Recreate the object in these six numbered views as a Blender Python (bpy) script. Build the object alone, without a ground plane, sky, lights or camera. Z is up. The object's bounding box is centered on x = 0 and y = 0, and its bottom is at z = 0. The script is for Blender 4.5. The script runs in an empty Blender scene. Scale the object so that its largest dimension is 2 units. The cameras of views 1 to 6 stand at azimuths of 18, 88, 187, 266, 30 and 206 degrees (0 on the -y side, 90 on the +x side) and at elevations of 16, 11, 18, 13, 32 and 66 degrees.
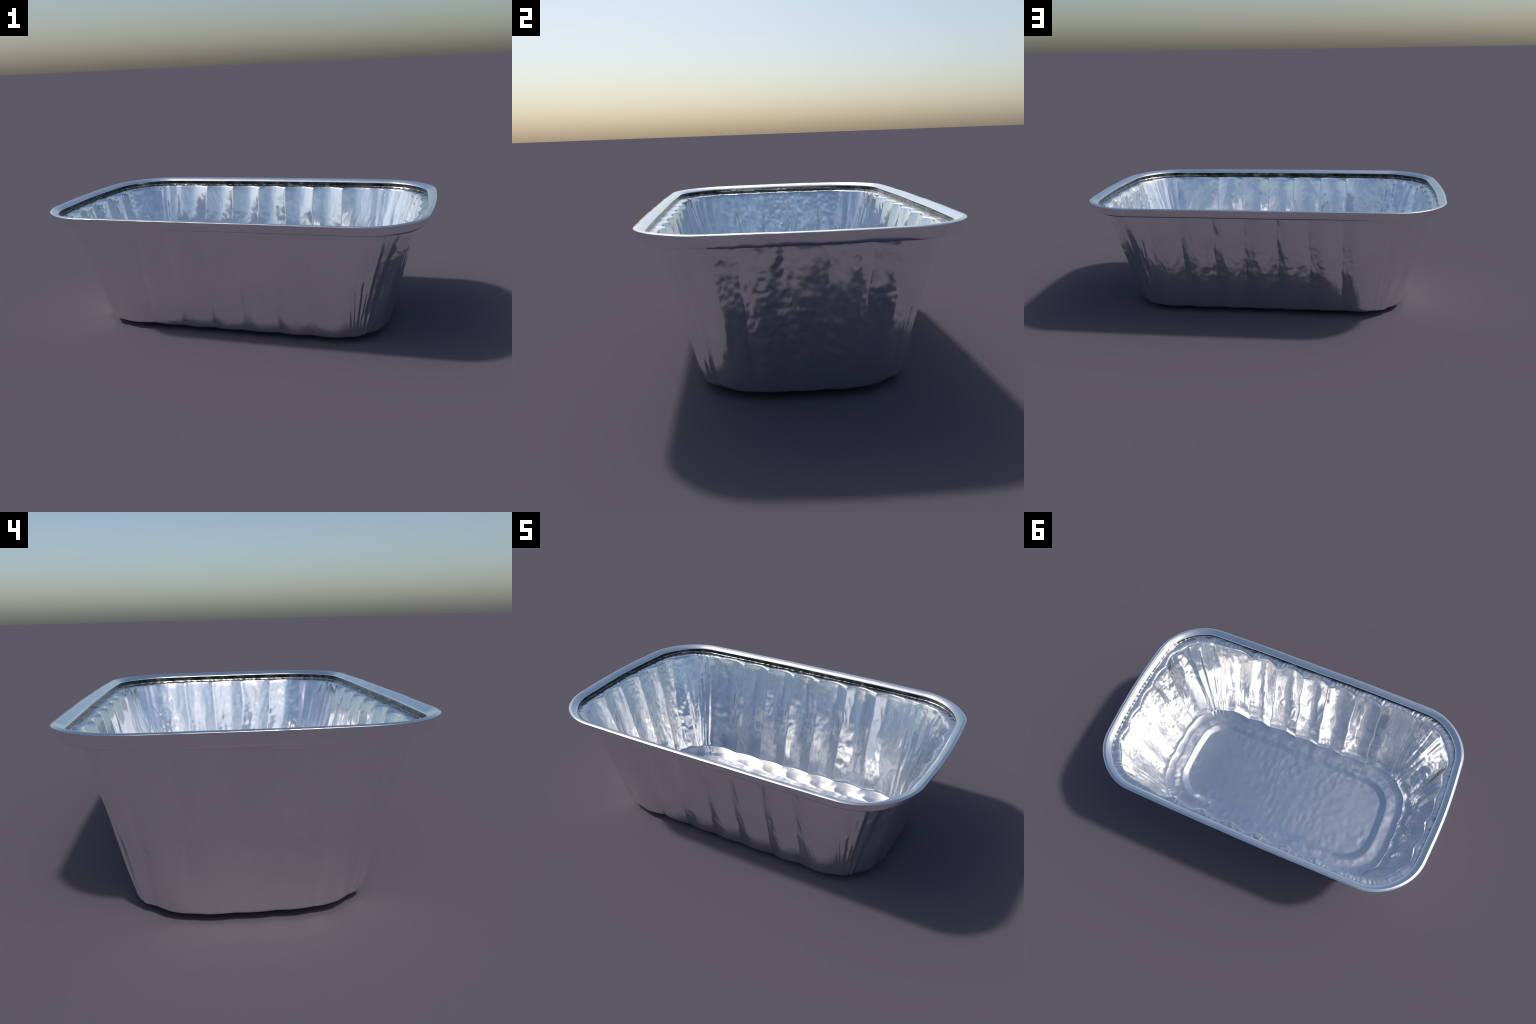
"""A crimped aluminium foil loaf pan, built as one continuous sheet of foil.

A profile (a list of stations running from the middle of the floor, up the wall,
over the ledge and the rolled rim, and back down the outside) is swept round a
rounded-rectangle outline.  Flutes, corner pleats, crimps and hammered dimples are
displaced into the fine mesh, which is then split into named parts."""
import math
import bpy
import numpy as np

RNG = np.random.default_rng(41)
FOIL = 0.004                    # foil thickness

# ------------------------------------------------------------------ noise helpers
_perm = RNG.permutation(256)
_perm = np.concatenate([_perm, _perm, _perm])
_grad = RNG.normal(size=(256, 3))
_grad /= np.linalg.norm(_grad, axis=1, keepdims=True)


def noise3(p):
    """Gradient noise, about -0.7..0.7, for points p of shape (..., 3)."""
    i = np.floor(p).astype(np.int64)
    f = p - i
    i &= 255
    w = f * f * f * (f * (f * 6 - 15) + 10)
    out = 0.0
    for dx in (0, 1):
        for dy in (0, 1):
            for dz in (0, 1):
                h = _perm[_perm[_perm[i[..., 0] + dx] + i[..., 1] + dy] + i[..., 2] + dz]
                g = _grad[h]
                d = (f[..., 0] - dx) * g[..., 0] + (f[..., 1] - dy) * g[..., 1] + (f[..., 2] - dz) * g[..., 2]
                wx = w[..., 0] if dx else 1 - w[..., 0]
                wy = w[..., 1] if dy else 1 - w[..., 1]
                wz = w[..., 2] if dz else 1 - w[..., 2]
                out = out + d * wx * wy * wz
    return out


def smooth(lo, hi, x):
    t = np.clip((x - lo) / (hi - lo), 0, 1)
    return t * t * (3 - 2 * t)


# ------------------------------------------------------------------ the outline
N_LONG, N_END, N_CORNER = 336, 230, 120
SEGMENTS = (("long", N_LONG), ("corner", N_CORNER), ("end", N_END), ("corner", N_CORNER),
            ("long", N_LONG), ("corner", N_CORNER), ("end", N_END), ("corner", N_CORNER))
N = sum(n for _, n in SEGMENTS)


def outline(a, b, r, bow_x, bow_y, x0, y0):
    """Rounded rectangle with slightly bowed sides, sampled anticlockwise from the
    start of the near long side so that every station shares the same parameter."""
    t = np.linspace(0, math.pi / 2, 160)
    parts = []
    for cx, cy, start in ((a - r, -(b - r), -90), (a - r, b - r, 0), (-(a - r), b - r, 90), (-(a - r), -(b - r), 180)):
        ang = math.radians(start) + t
        parts.append(np.stack([cx + r * np.cos(ang), cy + r * np.sin(ang)], -1))
    q = np.vstack(parts)
    q = np.vstack([q, q[:1]])
    d = np.r_[0, np.cumsum(np.linalg.norm(np.diff(q, axis=0), axis=1))]
    s = np.linspace(0, d[-1], 4001)[:-1]
    x, y = np.interp(s, d, q[:, 0]), np.interp(s, d, q[:, 1])
    x, y = x * (1 - bow_x * (y / b) ** 2), y * (1 - bow_y * (x / a) ** 2)
    x0, y0 = min(x0, x.max() * 0.985), min(y0, y.max() * 0.985)

    def on_long(sign, xs):
        k = (y * sign > 0)
        o = np.argsort(x[k])
        return np.interp(xs, x[k][o], y[k][o])

    def on_end(sign, ys):
        k = (x * sign > 0)
        o = np.argsort(y[k])
        return np.interp(ys, y[k][o], x[k][o])

    def corner(p0, p1, n):
        i0 = np.argmin((x - p0[0]) ** 2 + (y - p0[1]) ** 2)
        i1 = np.argmin((x - p1[0]) ** 2 + (y - p1[1]) ** 2)
        if i1 < i0:
            i1 += len(x)
        k = np.arange(i0 + 1, i1) % len(x)
        c = np.vstack([[p0], np.stack([x[k], y[k]], -1), [p1]])
        dd = np.r_[0, np.cumsum(np.linalg.norm(np.diff(c, axis=0), axis=1))]
        ss = np.arange(n) / n * dd[-1]
        return np.stack([np.interp(ss, dd, c[:, 0]), np.interp(ss, dd, c[:, 1])], -1)

    ul, ue = np.arange(N_LONG) / N_LONG * 2 - 1, np.arange(N_END) / N_END * 2 - 1
    yn, yf = on_long(-1, x0), on_long(1, x0)
    ynl, yfl = on_long(-1, -x0), on_long(1, -x0)
    xr0, xr1 = on_end(1, -y0), on_end(1, y0)
    xl0, xl1 = on_end(-1, -y0), on_end(-1, y0)
    return np.vstack([
        np.stack([ul * x0, on_long(-1, ul * x0)], -1),
        corner((x0, yn), (xr0, -y0), N_CORNER),
        np.stack([on_end(1, ue * y0), ue * y0], -1),
        corner((xr1, y0), (x0, yf), N_CORNER),
        np.stack([-ul * x0, on_long(1, -ul * x0)], -1),
        corner((-x0, yfl), (xl1, y0), N_CORNER),
        np.stack([on_end(-1, -ue * y0), -ue * y0], -1),
        corner((xl0, -y0), (-x0, ynl), N_CORNER)])


# ------------------------------------------------------------------ flutes round the wall
TAIL = 0.45


def flute_pattern():
    """Per outline sample: outward bulge 0..1 on the sides and in the corners.
    The sides carry regular flutes, the corners irregular, narrower pleats."""
    side, corner, seg_id = [], [], []
    for k, (kind, n) in enumerate(SEGMENTS):
        u = np.arange(n) / n
        if kind == "corner":
            cuts = np.sort(np.r_[0, (np.arange(1, 4) + RNG.uniform(-0.25, 0.25, 3)) / 4, 1])
        else:
            m = 7 if kind == "long" else 5
            cuts = np.arange(m + 1) / m
            cuts[1:-1] += RNG.uniform(-0.035, 0.035, m - 1) / m
        j = np.clip(np.searchsorted(cuts, u, side="right") - 1, 0, len(cuts) - 2)
        v = (u - cuts[j]) / (cuts[j + 1] - cuts[j])
        width = (cuts[j + 1] - cuts[j]) * (len(cuts) - 1)
        gain = RNG.uniform(0.88, 1.1, len(cuts))[j]
        skew = RNG.uniform(-0.05, 0.05, len(cuts))[j]
        v = v + skew * np.sin(math.pi * v) ** 2
        bulge = np.sqrt(np.sin(math.pi * v) ** 2 + 0.005) - 0.07
        bulge = 0.8 * bulge + 0.2 * np.sin(math.pi * v) ** 2
        bulge = bulge - (0.0 if kind == "corner" else 0.06) * (np.exp(-(v / 0.06) ** 2) + np.exp(-((1 - v) / 0.06) ** 2))
        if kind == "corner":
            # the outermost flutes of the long sides run out softly into the corners
            w = u if SEGMENTS[k - 1][0] == "long" else 1 - u
            side.append(TAIL * (1 - smooth(0, 0.3, w)))
            soft = 0.45 * bulge + 0.55 * np.sin(math.pi * v) ** 2
            pleat = soft * np.minimum(width, 1.3) * RNG.uniform(0.4, 0.9, len(cuts))[j]
            corner.append(0.9 * np.sin(math.pi * u) ** 1.5 + 0.5 * pleat * smooth(0, 0.15, u) * smooth(0, 0.15, 1 - u))
        else:
            bulge = bulge * gain
            if kind == "long":
                outer = (j == 0) & (v < 0.5) | (j == len(cuts) - 2) & (v > 0.5)
                bulge = np.where(outer, np.maximum(bulge, 0) * (1 - TAIL) + TAIL, bulge)
            side.append(bulge)
            corner.append(np.zeros(n))
        seg_id.append(np.full(n, k))
    return np.concatenate(side), np.concatenate(corner), np.concatenate(seg_id)


SIDE, PLEAT, SEG = flute_pattern()
IS_END = np.isin(SEG, (2, 6))

# ------------------------------------------------------------------ the profile
# half length, half width, corner radius, height, x0, y0, flute depth (long, end, corner),
# dimple depth, region, number of steps to the next station
KEYS = [
    # a      b      r     z      x0    y0    fl     fe     fc     dimple  region        steps
    (0.010, 0.004, 0.002, 0.004, 0.008, 0.0033, 0, 0, 0, 0.0022, "panel", 60),
    (0.632, 0.250, 0.120, 0.004, 0.520, 0.195, 0, 0, 0, 0.0020, "panel", 4),
    (0.645, 0.262, 0.130, 0.0055, 0.530, 0.206, 0.001, 0, 0, 0.0012, "step", 7),
    (0.676, 0.292, 0.148, 0.0185, 0.545, 0.232, 0.003, 0, 0, 0.0010, "step", 5),
    (0.686, 0.303, 0.160, 0.0200, 0.555, 0.242, 0.004, 0, 0, 0.0010, "ring", 8),
    (0.732, 0.334, 0.194, 0.0182, 0.580, 0.276, 0.003, 0.001, 0.002, 0.0010, "ring", 5),
    (0.748, 0.349, 0.204, 0.0195, 0.590, 0.288, 0.005, 0.002, 0.005, 0.0008, "ring", 6),
    (0.778, 0.379, 0.222, 0.0290, 0.608, 0.313, 0.011, 0.005, 0.011, 0.0006, "ring", 4),
    (0.784, 0.384, 0.224, 0.0350, 0.610, 0.317, 0.012, 0.006, 0.012, 0.0008, "wall", 5),
    (0.788, 0.389, 0.224, 0.0560, 0.610, 0.319, 0.014, 0.009, 0.012, 0.0014, "wall", 50),
    (0.845, 0.447, 0.216, 0.320, 0.610, 0.355, 0.021, 0.016, 0.008, 0.0018, "wall", 54),
    (0.904, 0.508, 0.200, 0.572, 0.610, 0.388, 0.027, 0.015, 0.011, 0.0015, "wall", 5),
    (0.909, 0.513, 0.200, 0.589, 0.610, 0.390, 0.027, 0.015, 0.010, 0.0010, "wall", 5),
    (0.916, 0.520, 0.204, 0.5985, 0.610, 0.392, 0.022, 0.012, 0.007, 0.0012, "ledge", 13),
    (0.949, 0.557, 0.224, 0.6045, 0.614, 0.398, 0.003, 0.002, 0.001, 0.0016, "ledge", 3),
    (0.9545, 0.5635, 0.230, 0.607, 0.616, 0.400, 0, 0, 0, 0.0008, "groove", 6),
    (0.9520, 0.5610, 0.228, 0.6265, 0.616, 0.400, 0, 0, 0, 0.0006, "rim", 4),
    (0.9560, 0.5640, 0.231, 0.6315, 0.618, 0.402, 0, 0, 0, 0.0005, "rim", 4),
    (0.967, 0.574, 0.240, 0.6385, 0.620, 0.404, 0, 0, 0, 0.0005, "rim", 4),
    (0.977, 0.583, 0.251, 0.6425, 0.624, 0.408, 0, 0, 0, 0.0005, "rim", 4),
    (0.9855, 0.5910, 0.259, 0.6450, 0.626, 0.410, 0, 0, 0, 0.0005, "rim", 1),
    (0.9985, 0.6035, 0.272, 0.6422, 0.628, 0.412, 0, 0, 0, 0.0010, "rim", 1),
    (0.9980, 0.6030, 0.272, 0.6405, 0.628, 0.412, 0, 0, 0, 0.0010, "rim", 1),
    (0.994, 0.599, 0.268, 0.625, 0.628, 0.412, 0, 0, 0, 0.0014, "rim", 4),
    (0.987, 0.592, 0.261, 0.604, 0.626, 0.410, 0, 0, 0, 0.0016, "rim", 3),
    (0.980, 0.585, 0.254, 0.5965, 0.624, 0.408, 0, 0, 0, 0.0012, "rim", 3),
    (0.967, 0.576, 0.242, 0.5995, 0.620, 0.404, 0, 0, 0, 0.0006, "rim", 0),
]


def stations():
    """Monotone-ish cubic interpolation of the key stations."""
    num = np.array([k[:10] for k in KEYS], float)
    rows, region = [], []
    for i, key in enumerate(KEYS):
        steps = key[11]
        if steps == 0:
            rows.append(num[i]); region.append(key[10]); continue
        p0, p1 = num[i], num[i + 1]
        pm, pn = num[max(i - 1, 0)], num[min(i + 2, len(KEYS) - 1)]
        # tangents limited by chord length so that long and short spans meet smoothly
        def chord(q, w):
            return max(math.hypot(math.hypot(q[0] - w[0], q[1] - w[1]), q[3] - w[3]), 1e-6)
        c0, c1, c2 = chord(pm, p0), chord(p0, p1), chord(p1, pn)
        s0 = (p1 - pm) / (c0 + c1) if i else (p1 - p0) / c1
        s1 = (pn - p0) / (c1 + c2)
        for t in np.arange(steps) / steps:
            h = (2 * t ** 3 - 3 * t ** 2 + 1, t ** 3 - 2 * t ** 2 + t, -2 * t ** 3 + 3 * t ** 2, t ** 3 - t ** 2)
            rows.append(h[0] * p0 + h[1] * s0 * c1 + h[2] * p1 + h[3] * s1 * c1)
            region.append(key[10])
    return np.array(rows), region


ROWS, REGION = stations()
M = len(ROWS)


WANDER = 4.0
SOFTEN = np.hanning(17)
SOFTEN /= SOFTEN.sum()
_seam = np.where(SEG != np.roll(SEG, 1))[0]
NEAR_SEAM = np.min(np.abs((np.arange(N)[:, None] - _seam + N // 2) % N - N // 2), axis=1) < 12


def feather(mask):
    """A 0/1 mask round the outline with soft ends."""
    k = np.hanning(41) / np.hanning(41).sum()
    m = mask.astype(float)
    return np.convolve(np.r_[m[-20:], m, m[:20]], k, "same")[20:-20]


END_SOFT = feather(IS_END)
CORNER_SOFT = np.concatenate([smooth(0, 0.12, np.arange(n) / n) * smooth(0, 0.12, 1 - np.arange(n) / n) if kind == "corner" else np.zeros(n)
                              for kind, n in SEGMENTS])


def grid_normals(P):
    du = np.roll(P, -1, 1) - np.roll(P, 1, 1)
    dv = np.gradient(P, axis=0)
    n = np.cross(du, dv)
    return n / (np.linalg.norm(n, axis=-1, keepdims=True) + 1e-12)


def build_sheet():
    P = np.zeros((M, N, 3))
    for i, (a, b, r, z, x0, y0, fl, fe, fc, dim) in enumerate(ROWS):
        lift = smooth(0.0, 0.6, z)
        q = outline(a, b, r, 0.045, 0.0 + 0.026 * lift, x0, y0)
        tan = np.roll(q, -1, 0) - np.roll(q, 1, 0)
        nrm = np.stack([tan[:, 1], -tan[:, 0]], -1)
        nrm /= np.linalg.norm(nrm, axis=1, keepdims=True) + 1e-12
        # creases wander a little from side to side on their way down the wall
        near = np.stack([q[:, 0] * 5, q[:, 1] * 5, np.full(N, z * 8.0)], -1)
        at = (np.arange(N) + WANDER * noise3(near)) % N
        side = np.interp(at, np.arange(N + 1), np.r_[SIDE, SIDE[0]])
        push = side * np.where(IS_END, fe, fl) + PLEAT * fc
        push = np.where(NEAR_SEAM, np.convolve(np.r_[push[-8:], push, push[:8]], SOFTEN, "same")[8:-8], push)
        q = q + nrm * push[:, None]
        P[i, :, :2] = q
        P[i, :, 2] = z
    x, y, z = P[..., 0], P[..., 1], P[..., 2]
    # along the long sides the pressed step in the floor is a soft, wide slope
    i0 = REGION.index("step")
    i1 = max(i for i, r in enumerate(REGION) if r == "ring") - 3
    run = (ROWS[i0:i1 + 1, 1] - ROWS[i0, 1]) / (ROWS[i1, 1] - ROWS[i0, 1])
    ramp = ROWS[i0, 3] + (ROWS[i1, 3] - ROWS[i0, 3]) * (0.35 * run + 0.65 * run ** 2)
    long_u = np.concatenate([np.cos((np.arange(n) / n - 0.5) * math.pi) ** 0.5 if kind == "long" else np.zeros(n) for kind, n in SEGMENTS])
    soft = long_u * (0.5 + 0.5 * noise3(np.stack([P[i0, :, 0] * 4, P[i0, :, 1] * 4, 0 * long_u], -1)))
    P[i0:i1 + 1, :, 2] += np.clip(soft, 0, 1)[None, :] * (ramp - ROWS[i0:i1 + 1, 3])[:, None]
    wob = noise3(P[i0 - 4:i1 + 1] * 12.0 + 31.7) + 0.6 * noise3(P[i0 - 4:i1 + 1] * 26.0 + 77.7)
    fade = np.sin(np.linspace(0, math.pi, i1 + 5 - i0))[:, None]
    P[i0 - 4:i1 + 1, :, 2] += wob * fade * 0.003
    P[i0 - 4:i1 + 1, :, 0] += fade * 0.006 * noise3(P[i0 - 4:i1 + 1] * 7.0 + 12.7)
    P[i0 - 4:i1 + 1, :, 1] += fade * 0.006 * noise3(P[i0 - 4:i1 + 1] * 7.0 + 57.2)
    # the raised foot sits a little crooked, the rim sags a touch at the ends
    foot = smooth(0.006, 0.034, z) * (1 - smooth(0.05, 0.5, z))
    P[..., 2] += foot * (0.001 * x - 0.002 * y)
    sag = smooth(0.5, 0.6, z)
    P[..., 2] -= sag * (0.004 * (x * x - 0.5) + 0.008 * (y * y - 0.2))
    # slow waver of the whole outline
    low = np.stack([noise3(P * 2.3 + 11.3), noise3(P * 2.3 + 47.1), 0.35 * noise3(P * 2.3 + 83.7)], -1)
    P += low * (0.002 + 0.003 * smooth(0.05, 0.6, z))[..., None] * smooth(0.0, 0.02, z)[..., None]
    return P


def dimple(P):
    nrm = grid_normals(P)
    dim = ROWS[:, 9][:, None]
    reg = np.array(REGION)
    wall = np.isin(reg, ("wall",))[:, None]
    x, y, z = P[..., 0], P[..., 1], P[..., 2]
    # patches where the foil was handled are rougher than others
    patch = 0.55 + 1.1 * smooth(-0.15, 0.45, noise3(P * 3.1 + 5.5))
    d = 0.75 * noise3(P * 21 + 3.3) + 0.3 * noise3(P * 43 + 9.1)
    fine = END_SOFT[None, :] * wall
    d = d + fine * (0.8 * noise3(P * 17 + 3.3) + 0.35 * noise3(P * 43 + 9.1))
    # creases: sharpened noise, elongated up the wall
    stretch = P * np.array([26, 26, 9.0])
    crease = 1 - 2.2 * np.abs(noise3(stretch + 21.7))
    crease = np.clip(crease - 0.55, 0, 1)
    d = d * patch + wall * crease * 0.8
    # the flat floor panel carries short dents across its middle
    panel = np.isin(reg, ("panel",))[:, None]
    dent = noise3(P * np.array([34, 15, 10.0]) + 7.7) * smooth(-0.1, 0.35, noise3(P * 3.4 + 44.0))
    d = d + panel * dent * 1.1
    # the rolled rim has small kinks
    d = d + np.isin(reg, ("rim",))[:, None] * 2.4 * noise3(P * 8.0 + 19.0)
    # long shallow buckles running down the wall break up the regular flutes
    buckle = noise3(P * np.array([17, 17, 1.7]) + 91.0) + 0.6 * noise3(P * np.array([34, 34, 3.0]) + 17.0)
    d = d + wall * buckle * (1.1 + 0.9 * END_SOFT)[None, :]
    # end walls are more crumpled
    d = d * (1 + 0.25 * END_SOFT)[None, :]
    # corner folds: sharp vertical pleats
    corner = CORNER_SOFT[None, :] * wall
    pl = np.abs(noise3(P * np.array([17, 17, 2.2]) + 61.0))
    d = d - corner * np.clip(0.22 - pl, 0, 1) * 2.2 * smooth(-0.2, 0.3, noise3(P * 4.0 + 71.0))
    P = P + nrm * (d * dim)[..., None]
    # sharp folds wandering up the corners where the foil was gathered
    for k in (1, 3, 5, 7):
        cols = np.where(SEG == k)[0]
        u = np.arange(len(cols)) / len(cols)
        zz = P[:, cols, 2]
        for c in range(5):
            at = 0.14 + 0.72 * (c + 0.5 + RNG.uniform(-0.35, 0.35)) / 5
            lean = RNG.uniform(-0.05, 0.05)
            probe = np.stack(np.broadcast_arrays(zz * 5.0, k * 3.1 + 0 * zz, c * 2.7 + 0 * zz), -1)
            line = at + lean * (zz / 0.6 - 0.5) + 0.05 * noise3(probe)
            deep = CORNER_SOFT[cols][None, :] * smooth(-0.25, 0.2, noise3(probe * 1.3 + 9.7)) * smooth(0.03, 0.08, zz) * (1 - smooth(0.57, 0.6, zz))
            off = (u[None, :] - line) / 0.042
            P[:, cols] -= nrm[:, cols] * (wall * deep * np.exp(-off ** 2) * -0.0045 * RNG.uniform(0.6, 1.3))[..., None]
    # crimps across the ledge, running in from the rim
    ledge = np.isin(reg, ("ledge",))[:, None]
    arc = np.cumsum(np.linalg.norm(np.diff(P[-8], axis=0, append=P[-8][:1]), axis=1))
    wob = np.stack([arc * 38, np.zeros(N), np.zeros(N)], -1)
    fine = noise3(np.stack(np.broadcast_arrays(arc[None, :] * 55, P[..., 0] * 25, P[..., 1] * 25), -1))
    c = 0.5 * noise3(wob + 0.37)[None, :] + fine
    P[..., 2] += (ledge * 0.0022) * c
    return P


P = dimple(build_sheet())
NRM = grid_normals(P)                       # towards the inside of the pan

# the outside: the same sheet, one foil thickness out, from under the ledge back to the middle
first = max(i for i, r in enumerate(REGION) if r == "ledge") - 1
back = list(range(first, -1, -1))
back = [i for k, i in enumerate(back) if REGION[i] != "panel" or k % 2 == 0 or i == 0]
if np.mean(NRM[5, :, 2]) < 0:
    NRM = -NRM
OUT = P[back] - NRM[back] * FOIL
G = np.concatenate([P, OUT])
REG = REGION + [REGION[i] for i in back]
G[..., 0] -= 0.0005
G[..., 1] += 0.001
DROP = G[..., 2].min()
G[..., 2] -= DROP
S = len(G)

# ------------------------------------------------------------------ faces, split into parts
top_pole, low_pole = S * N, S * N + 1
VERT = np.vstack([G.reshape(-1, 3), G[0].mean(0), G[-1].mean(0)])
i, j = np.meshgrid(np.arange(S - 1), np.arange(N), indexing="ij")
jn = (j + 1) % N
QUADS = np.stack([i * N + j, i * N + jn, (i + 1) * N + jn, (i + 1) * N + j], -1)

PART_OF_SEG = ("side_wall", "corner_wall", "end_wall", "corner_wall", "side_wall", "corner_wall", "end_wall", "corner_wall")
PARTS = {}
for s in range(S - 1):
    region = REG[s] if s < M else REG[s + 1]
    if s == M - 1:
        region = "rim"
    if region == "wall":
        for k in range(8):
            PARTS.setdefault((PART_OF_SEG[k], k), []).append(QUADS[s][SEG == k])
    else:
        name = {"panel": "base_panel", "step": "base_panel", "ring": "base_ring", "ledge": "ledge", "groove": "rim_groove", "rim": "rolled_rim"}[region]
        PARTS.setdefault((name, 0), []).append(QUADS[s])


def vertex_normals():
    """Area-weighted normals of the whole closed sheet, shared by every part."""
    n = np.zeros_like(VERT)
    q = QUADS.reshape(-1, 4)
    fn = np.cross(VERT[q[:, 2]] - VERT[q[:, 0]], VERT[q[:, 3]] - VERT[q[:, 1]])
    for c in range(4):
        for ax in range(3):
            n[:, ax] += np.bincount(q[:, c], fn[:, ax], len(VERT))
    n[top_pole], n[low_pole] = (0, 0, 1), (0, 0, -1)
    sign = 1.0 if n[10 * N, 2] > 0 else -1.0
    n[:-2] *= sign
    return n / (np.linalg.norm(n, axis=1, keepdims=True) + 1e-20), sign


NORMAL, SIGN = vertex_normals()
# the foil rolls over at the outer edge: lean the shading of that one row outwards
edge = int(np.argmax(ROWS[:, 0]))
out = NORMAL[(edge + 2) * N:(edge + 3) * N] * np.array([1, 1, 0])
out /= np.linalg.norm(out, axis=1, keepdims=True)
LEAN = math.radians(36)
NORMAL[edge * N:(edge + 1) * N] = out * math.sin(LEAN) + np.array([0, 0, math.cos(LEAN)])


# ------------------------------------------------------------------ material
def ramp_node(nt, source, stops):
    ramp = nt.nodes.new("ShaderNodeValToRGB")
    e = ramp.color_ramp.elements
    while len(e) < len(stops):
        e.new(0.5)
    for k, (pos, c) in enumerate(stops):
        e[k].position, e[k].color = pos, (*c, 1)
    nt.links.new(source, ramp.inputs["Fac"])
    return ramp


def noise_node(nt, vector, scale, detail=3.0):
    n = nt.nodes.new("ShaderNodeTexNoise")
    n.inputs["Scale"].default_value, n.inputs["Detail"].default_value = scale, detail
    nt.links.new(vector, n.inputs["Vector"])
    return n


def foil_material(name, stops, tone_scale, rough_lo, rough_hi):
    m = bpy.data.materials.new(name)
    m.use_nodes = True
    nt = m.node_tree
    bsdf = nt.nodes["Principled BSDF"]
    bsdf.inputs["Metallic"].default_value = 1.0
    co = nt.nodes.new("ShaderNodeTexCoord").outputs["Object"]
    tone = noise_node(nt, co, tone_scale, 5.0)
    nt.links.new(ramp_node(nt, tone.outputs["Fac"], stops).outputs["Color"], bsdf.inputs["Base Color"])
    rough = nt.nodes.new("ShaderNodeMapRange")
    rough.inputs["To Min"].default_value, rough.inputs["To Max"].default_value = rough_lo, rough_hi
    nt.links.new(tone.outputs["Fac"], rough.inputs["Value"])
    nt.links.new(rough.outputs["Result"], bsdf.inputs["Roughness"])
    bump = nt.nodes.new("ShaderNodeBump")
    bump.inputs["Strength"].default_value, bump.inputs["Distance"].default_value = 0.02, 0.002
    nt.links.new(noise_node(nt, co, 40.0, 1.0).outputs["Fac"], bump.inputs["Height"])
    nt.links.new(bump.outputs["Normal"], bsdf.inputs["Normal"])
    return m


BRIGHT = [(0.3, (0.91, 0.91, 0.91)), (0.7, (0.965, 0.965, 0.96))]
DARK_MOTTLE = [(0.35, (0.015, 0.017, 0.015)), (0.6, (0.07, 0.075, 0.07)), (0.75, (0.28, 0.28, 0.27))]
FOIL_MAT = foil_material("aluminium_foil", BRIGHT, 5.0, 0.16, 0.21)
# mottled near-black base colour in the groove under the rolled rim, with a ragged lower edge
GROOVE_MAT = foil_material("dark_groove_foil", BRIGHT, 5.0, 0.18, 0.26)


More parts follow.
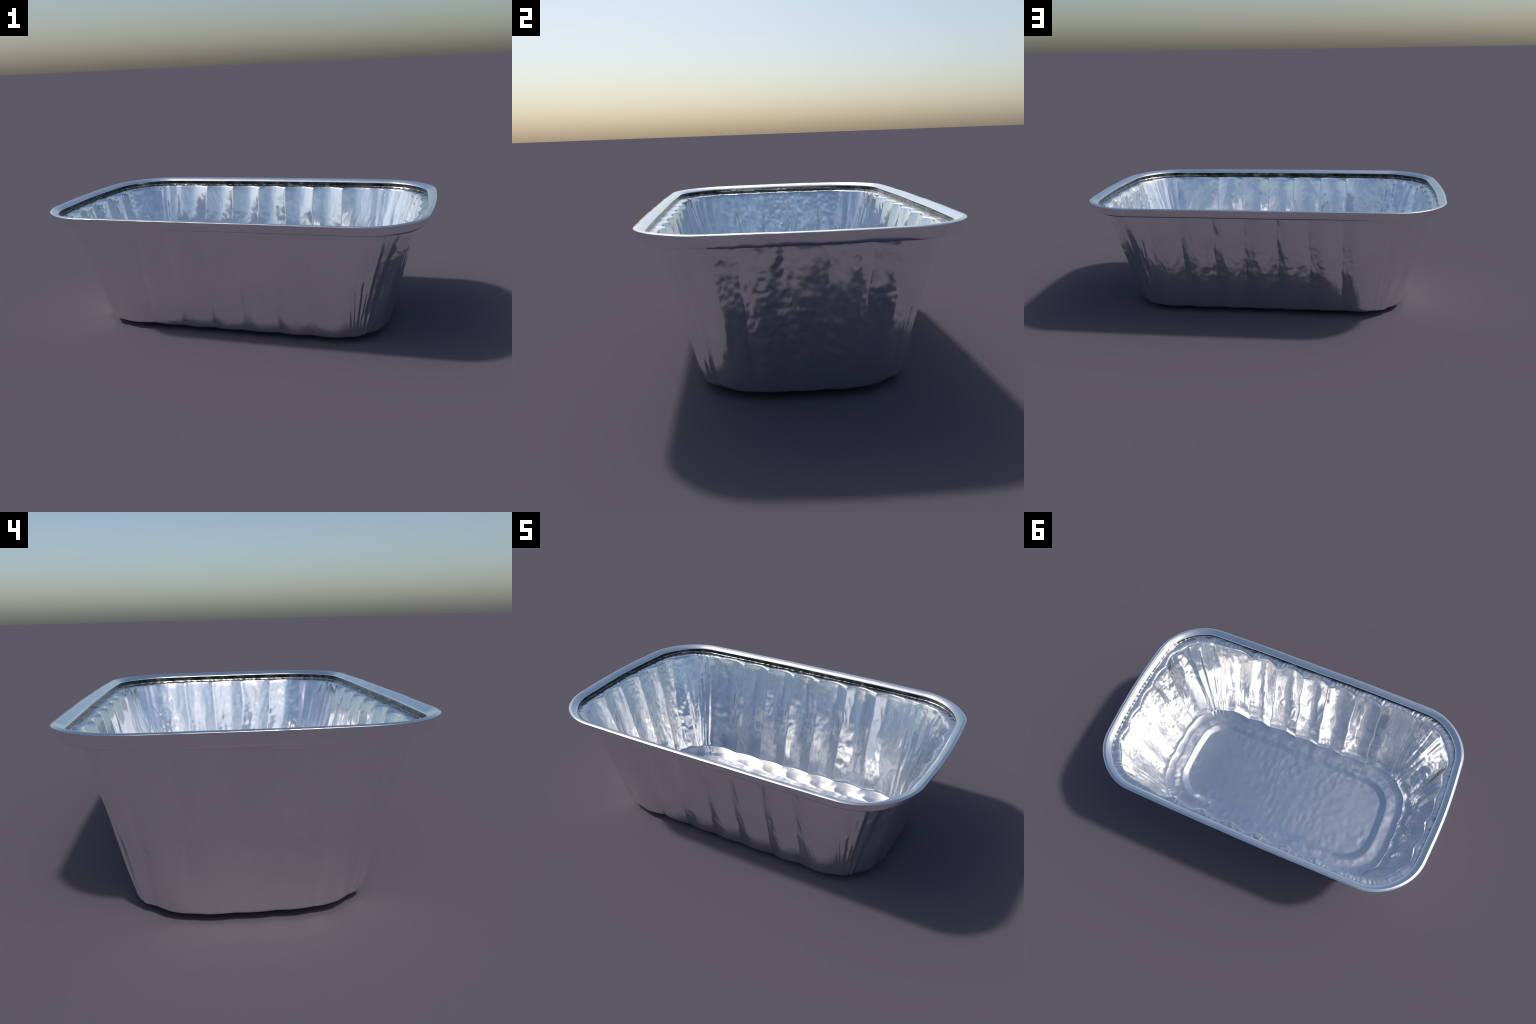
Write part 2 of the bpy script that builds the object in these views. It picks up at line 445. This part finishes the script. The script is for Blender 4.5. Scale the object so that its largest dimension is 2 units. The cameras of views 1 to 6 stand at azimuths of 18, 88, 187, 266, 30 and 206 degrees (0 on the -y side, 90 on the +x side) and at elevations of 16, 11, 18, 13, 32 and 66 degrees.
def darken_groove(m):
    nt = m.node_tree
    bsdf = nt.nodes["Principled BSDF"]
    bright_tone = bsdf.inputs["Base Color"].links[0].from_socket
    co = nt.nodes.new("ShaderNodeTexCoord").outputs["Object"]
    dark_tone = ramp_node(nt, noise_node(nt, co, 22.0).outputs["Fac"], DARK_MOTTLE)
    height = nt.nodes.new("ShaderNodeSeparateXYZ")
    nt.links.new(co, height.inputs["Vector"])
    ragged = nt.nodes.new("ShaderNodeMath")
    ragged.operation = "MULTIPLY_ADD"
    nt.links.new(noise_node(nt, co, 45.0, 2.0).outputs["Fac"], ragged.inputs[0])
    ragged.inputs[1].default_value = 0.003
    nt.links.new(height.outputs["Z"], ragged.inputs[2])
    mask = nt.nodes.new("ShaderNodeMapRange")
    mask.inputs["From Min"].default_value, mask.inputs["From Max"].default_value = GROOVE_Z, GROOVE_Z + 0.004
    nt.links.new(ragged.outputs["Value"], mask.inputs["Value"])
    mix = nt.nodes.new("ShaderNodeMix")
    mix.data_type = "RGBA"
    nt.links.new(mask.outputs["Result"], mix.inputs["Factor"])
    nt.links.new(bright_tone, mix.inputs["A"])
    nt.links.new(dark_tone.outputs["Color"], mix.inputs["B"])
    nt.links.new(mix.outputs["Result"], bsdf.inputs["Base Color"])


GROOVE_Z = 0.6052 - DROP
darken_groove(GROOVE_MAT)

# ------------------------------------------------------------------ objects
pan = bpy.data.objects.new("foil_loaf_pan", None)
bpy.context.scene.collection.objects.link(pan)
pan["label"] = "shiny crimped aluminium foil loaf pan with rolled rim"
pan["category"] = "baking pan"


def add_part(name, quads, fans=()):
    faces = np.concatenate(quads)
    if SIGN < 0:
        faces = faces[:, ::-1]
    tris = np.array(fans, int).reshape(-1, 3)
    used, idx = np.unique(np.concatenate([faces.ravel(), tris.ravel()]), return_inverse=True)
    me = bpy.data.meshes.new(name)
    nq, nt_ = len(faces), len(tris)
    me.vertices.add(len(used))
    me.vertices.foreach_set("co", VERT[used].astype(np.float32).ravel())
    me.loops.add(len(idx))
    me.loops.foreach_set("vertex_index", idx.astype(np.int32).ravel())
    me.polygons.add(nq + nt_)
    start = np.concatenate([np.arange(nq) * 4, nq * 4 + np.arange(nt_) * 3]).astype(np.int32)
    me.polygons.foreach_set("loop_start", start)
    me.update(calc_edges=True)
    me.validate()
    me.polygons.foreach_set("use_smooth", np.ones(nq + nt_, bool))
    me.normals_split_custom_set_from_vertices(NORMAL[used].astype(np.float32).tolist())
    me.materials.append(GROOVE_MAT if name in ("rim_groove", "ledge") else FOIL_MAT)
    ob = bpy.data.objects.new(name, me)
    bpy.context.scene.collection.objects.link(ob)
    ob.parent = pan
    return ob


ring0, ring1 = np.arange(N), (np.arange(N) + 1) % N
caps = np.concatenate([np.stack([np.full(N, top_pole), ring0, ring1], -1),
                       np.stack([np.full(N, low_pole), (S - 1) * N + ring1, (S - 1) * N + ring0], -1)])
for (name, _), quads in PARTS.items():
    add_part(name, quads, caps if name == "base_panel" else ())
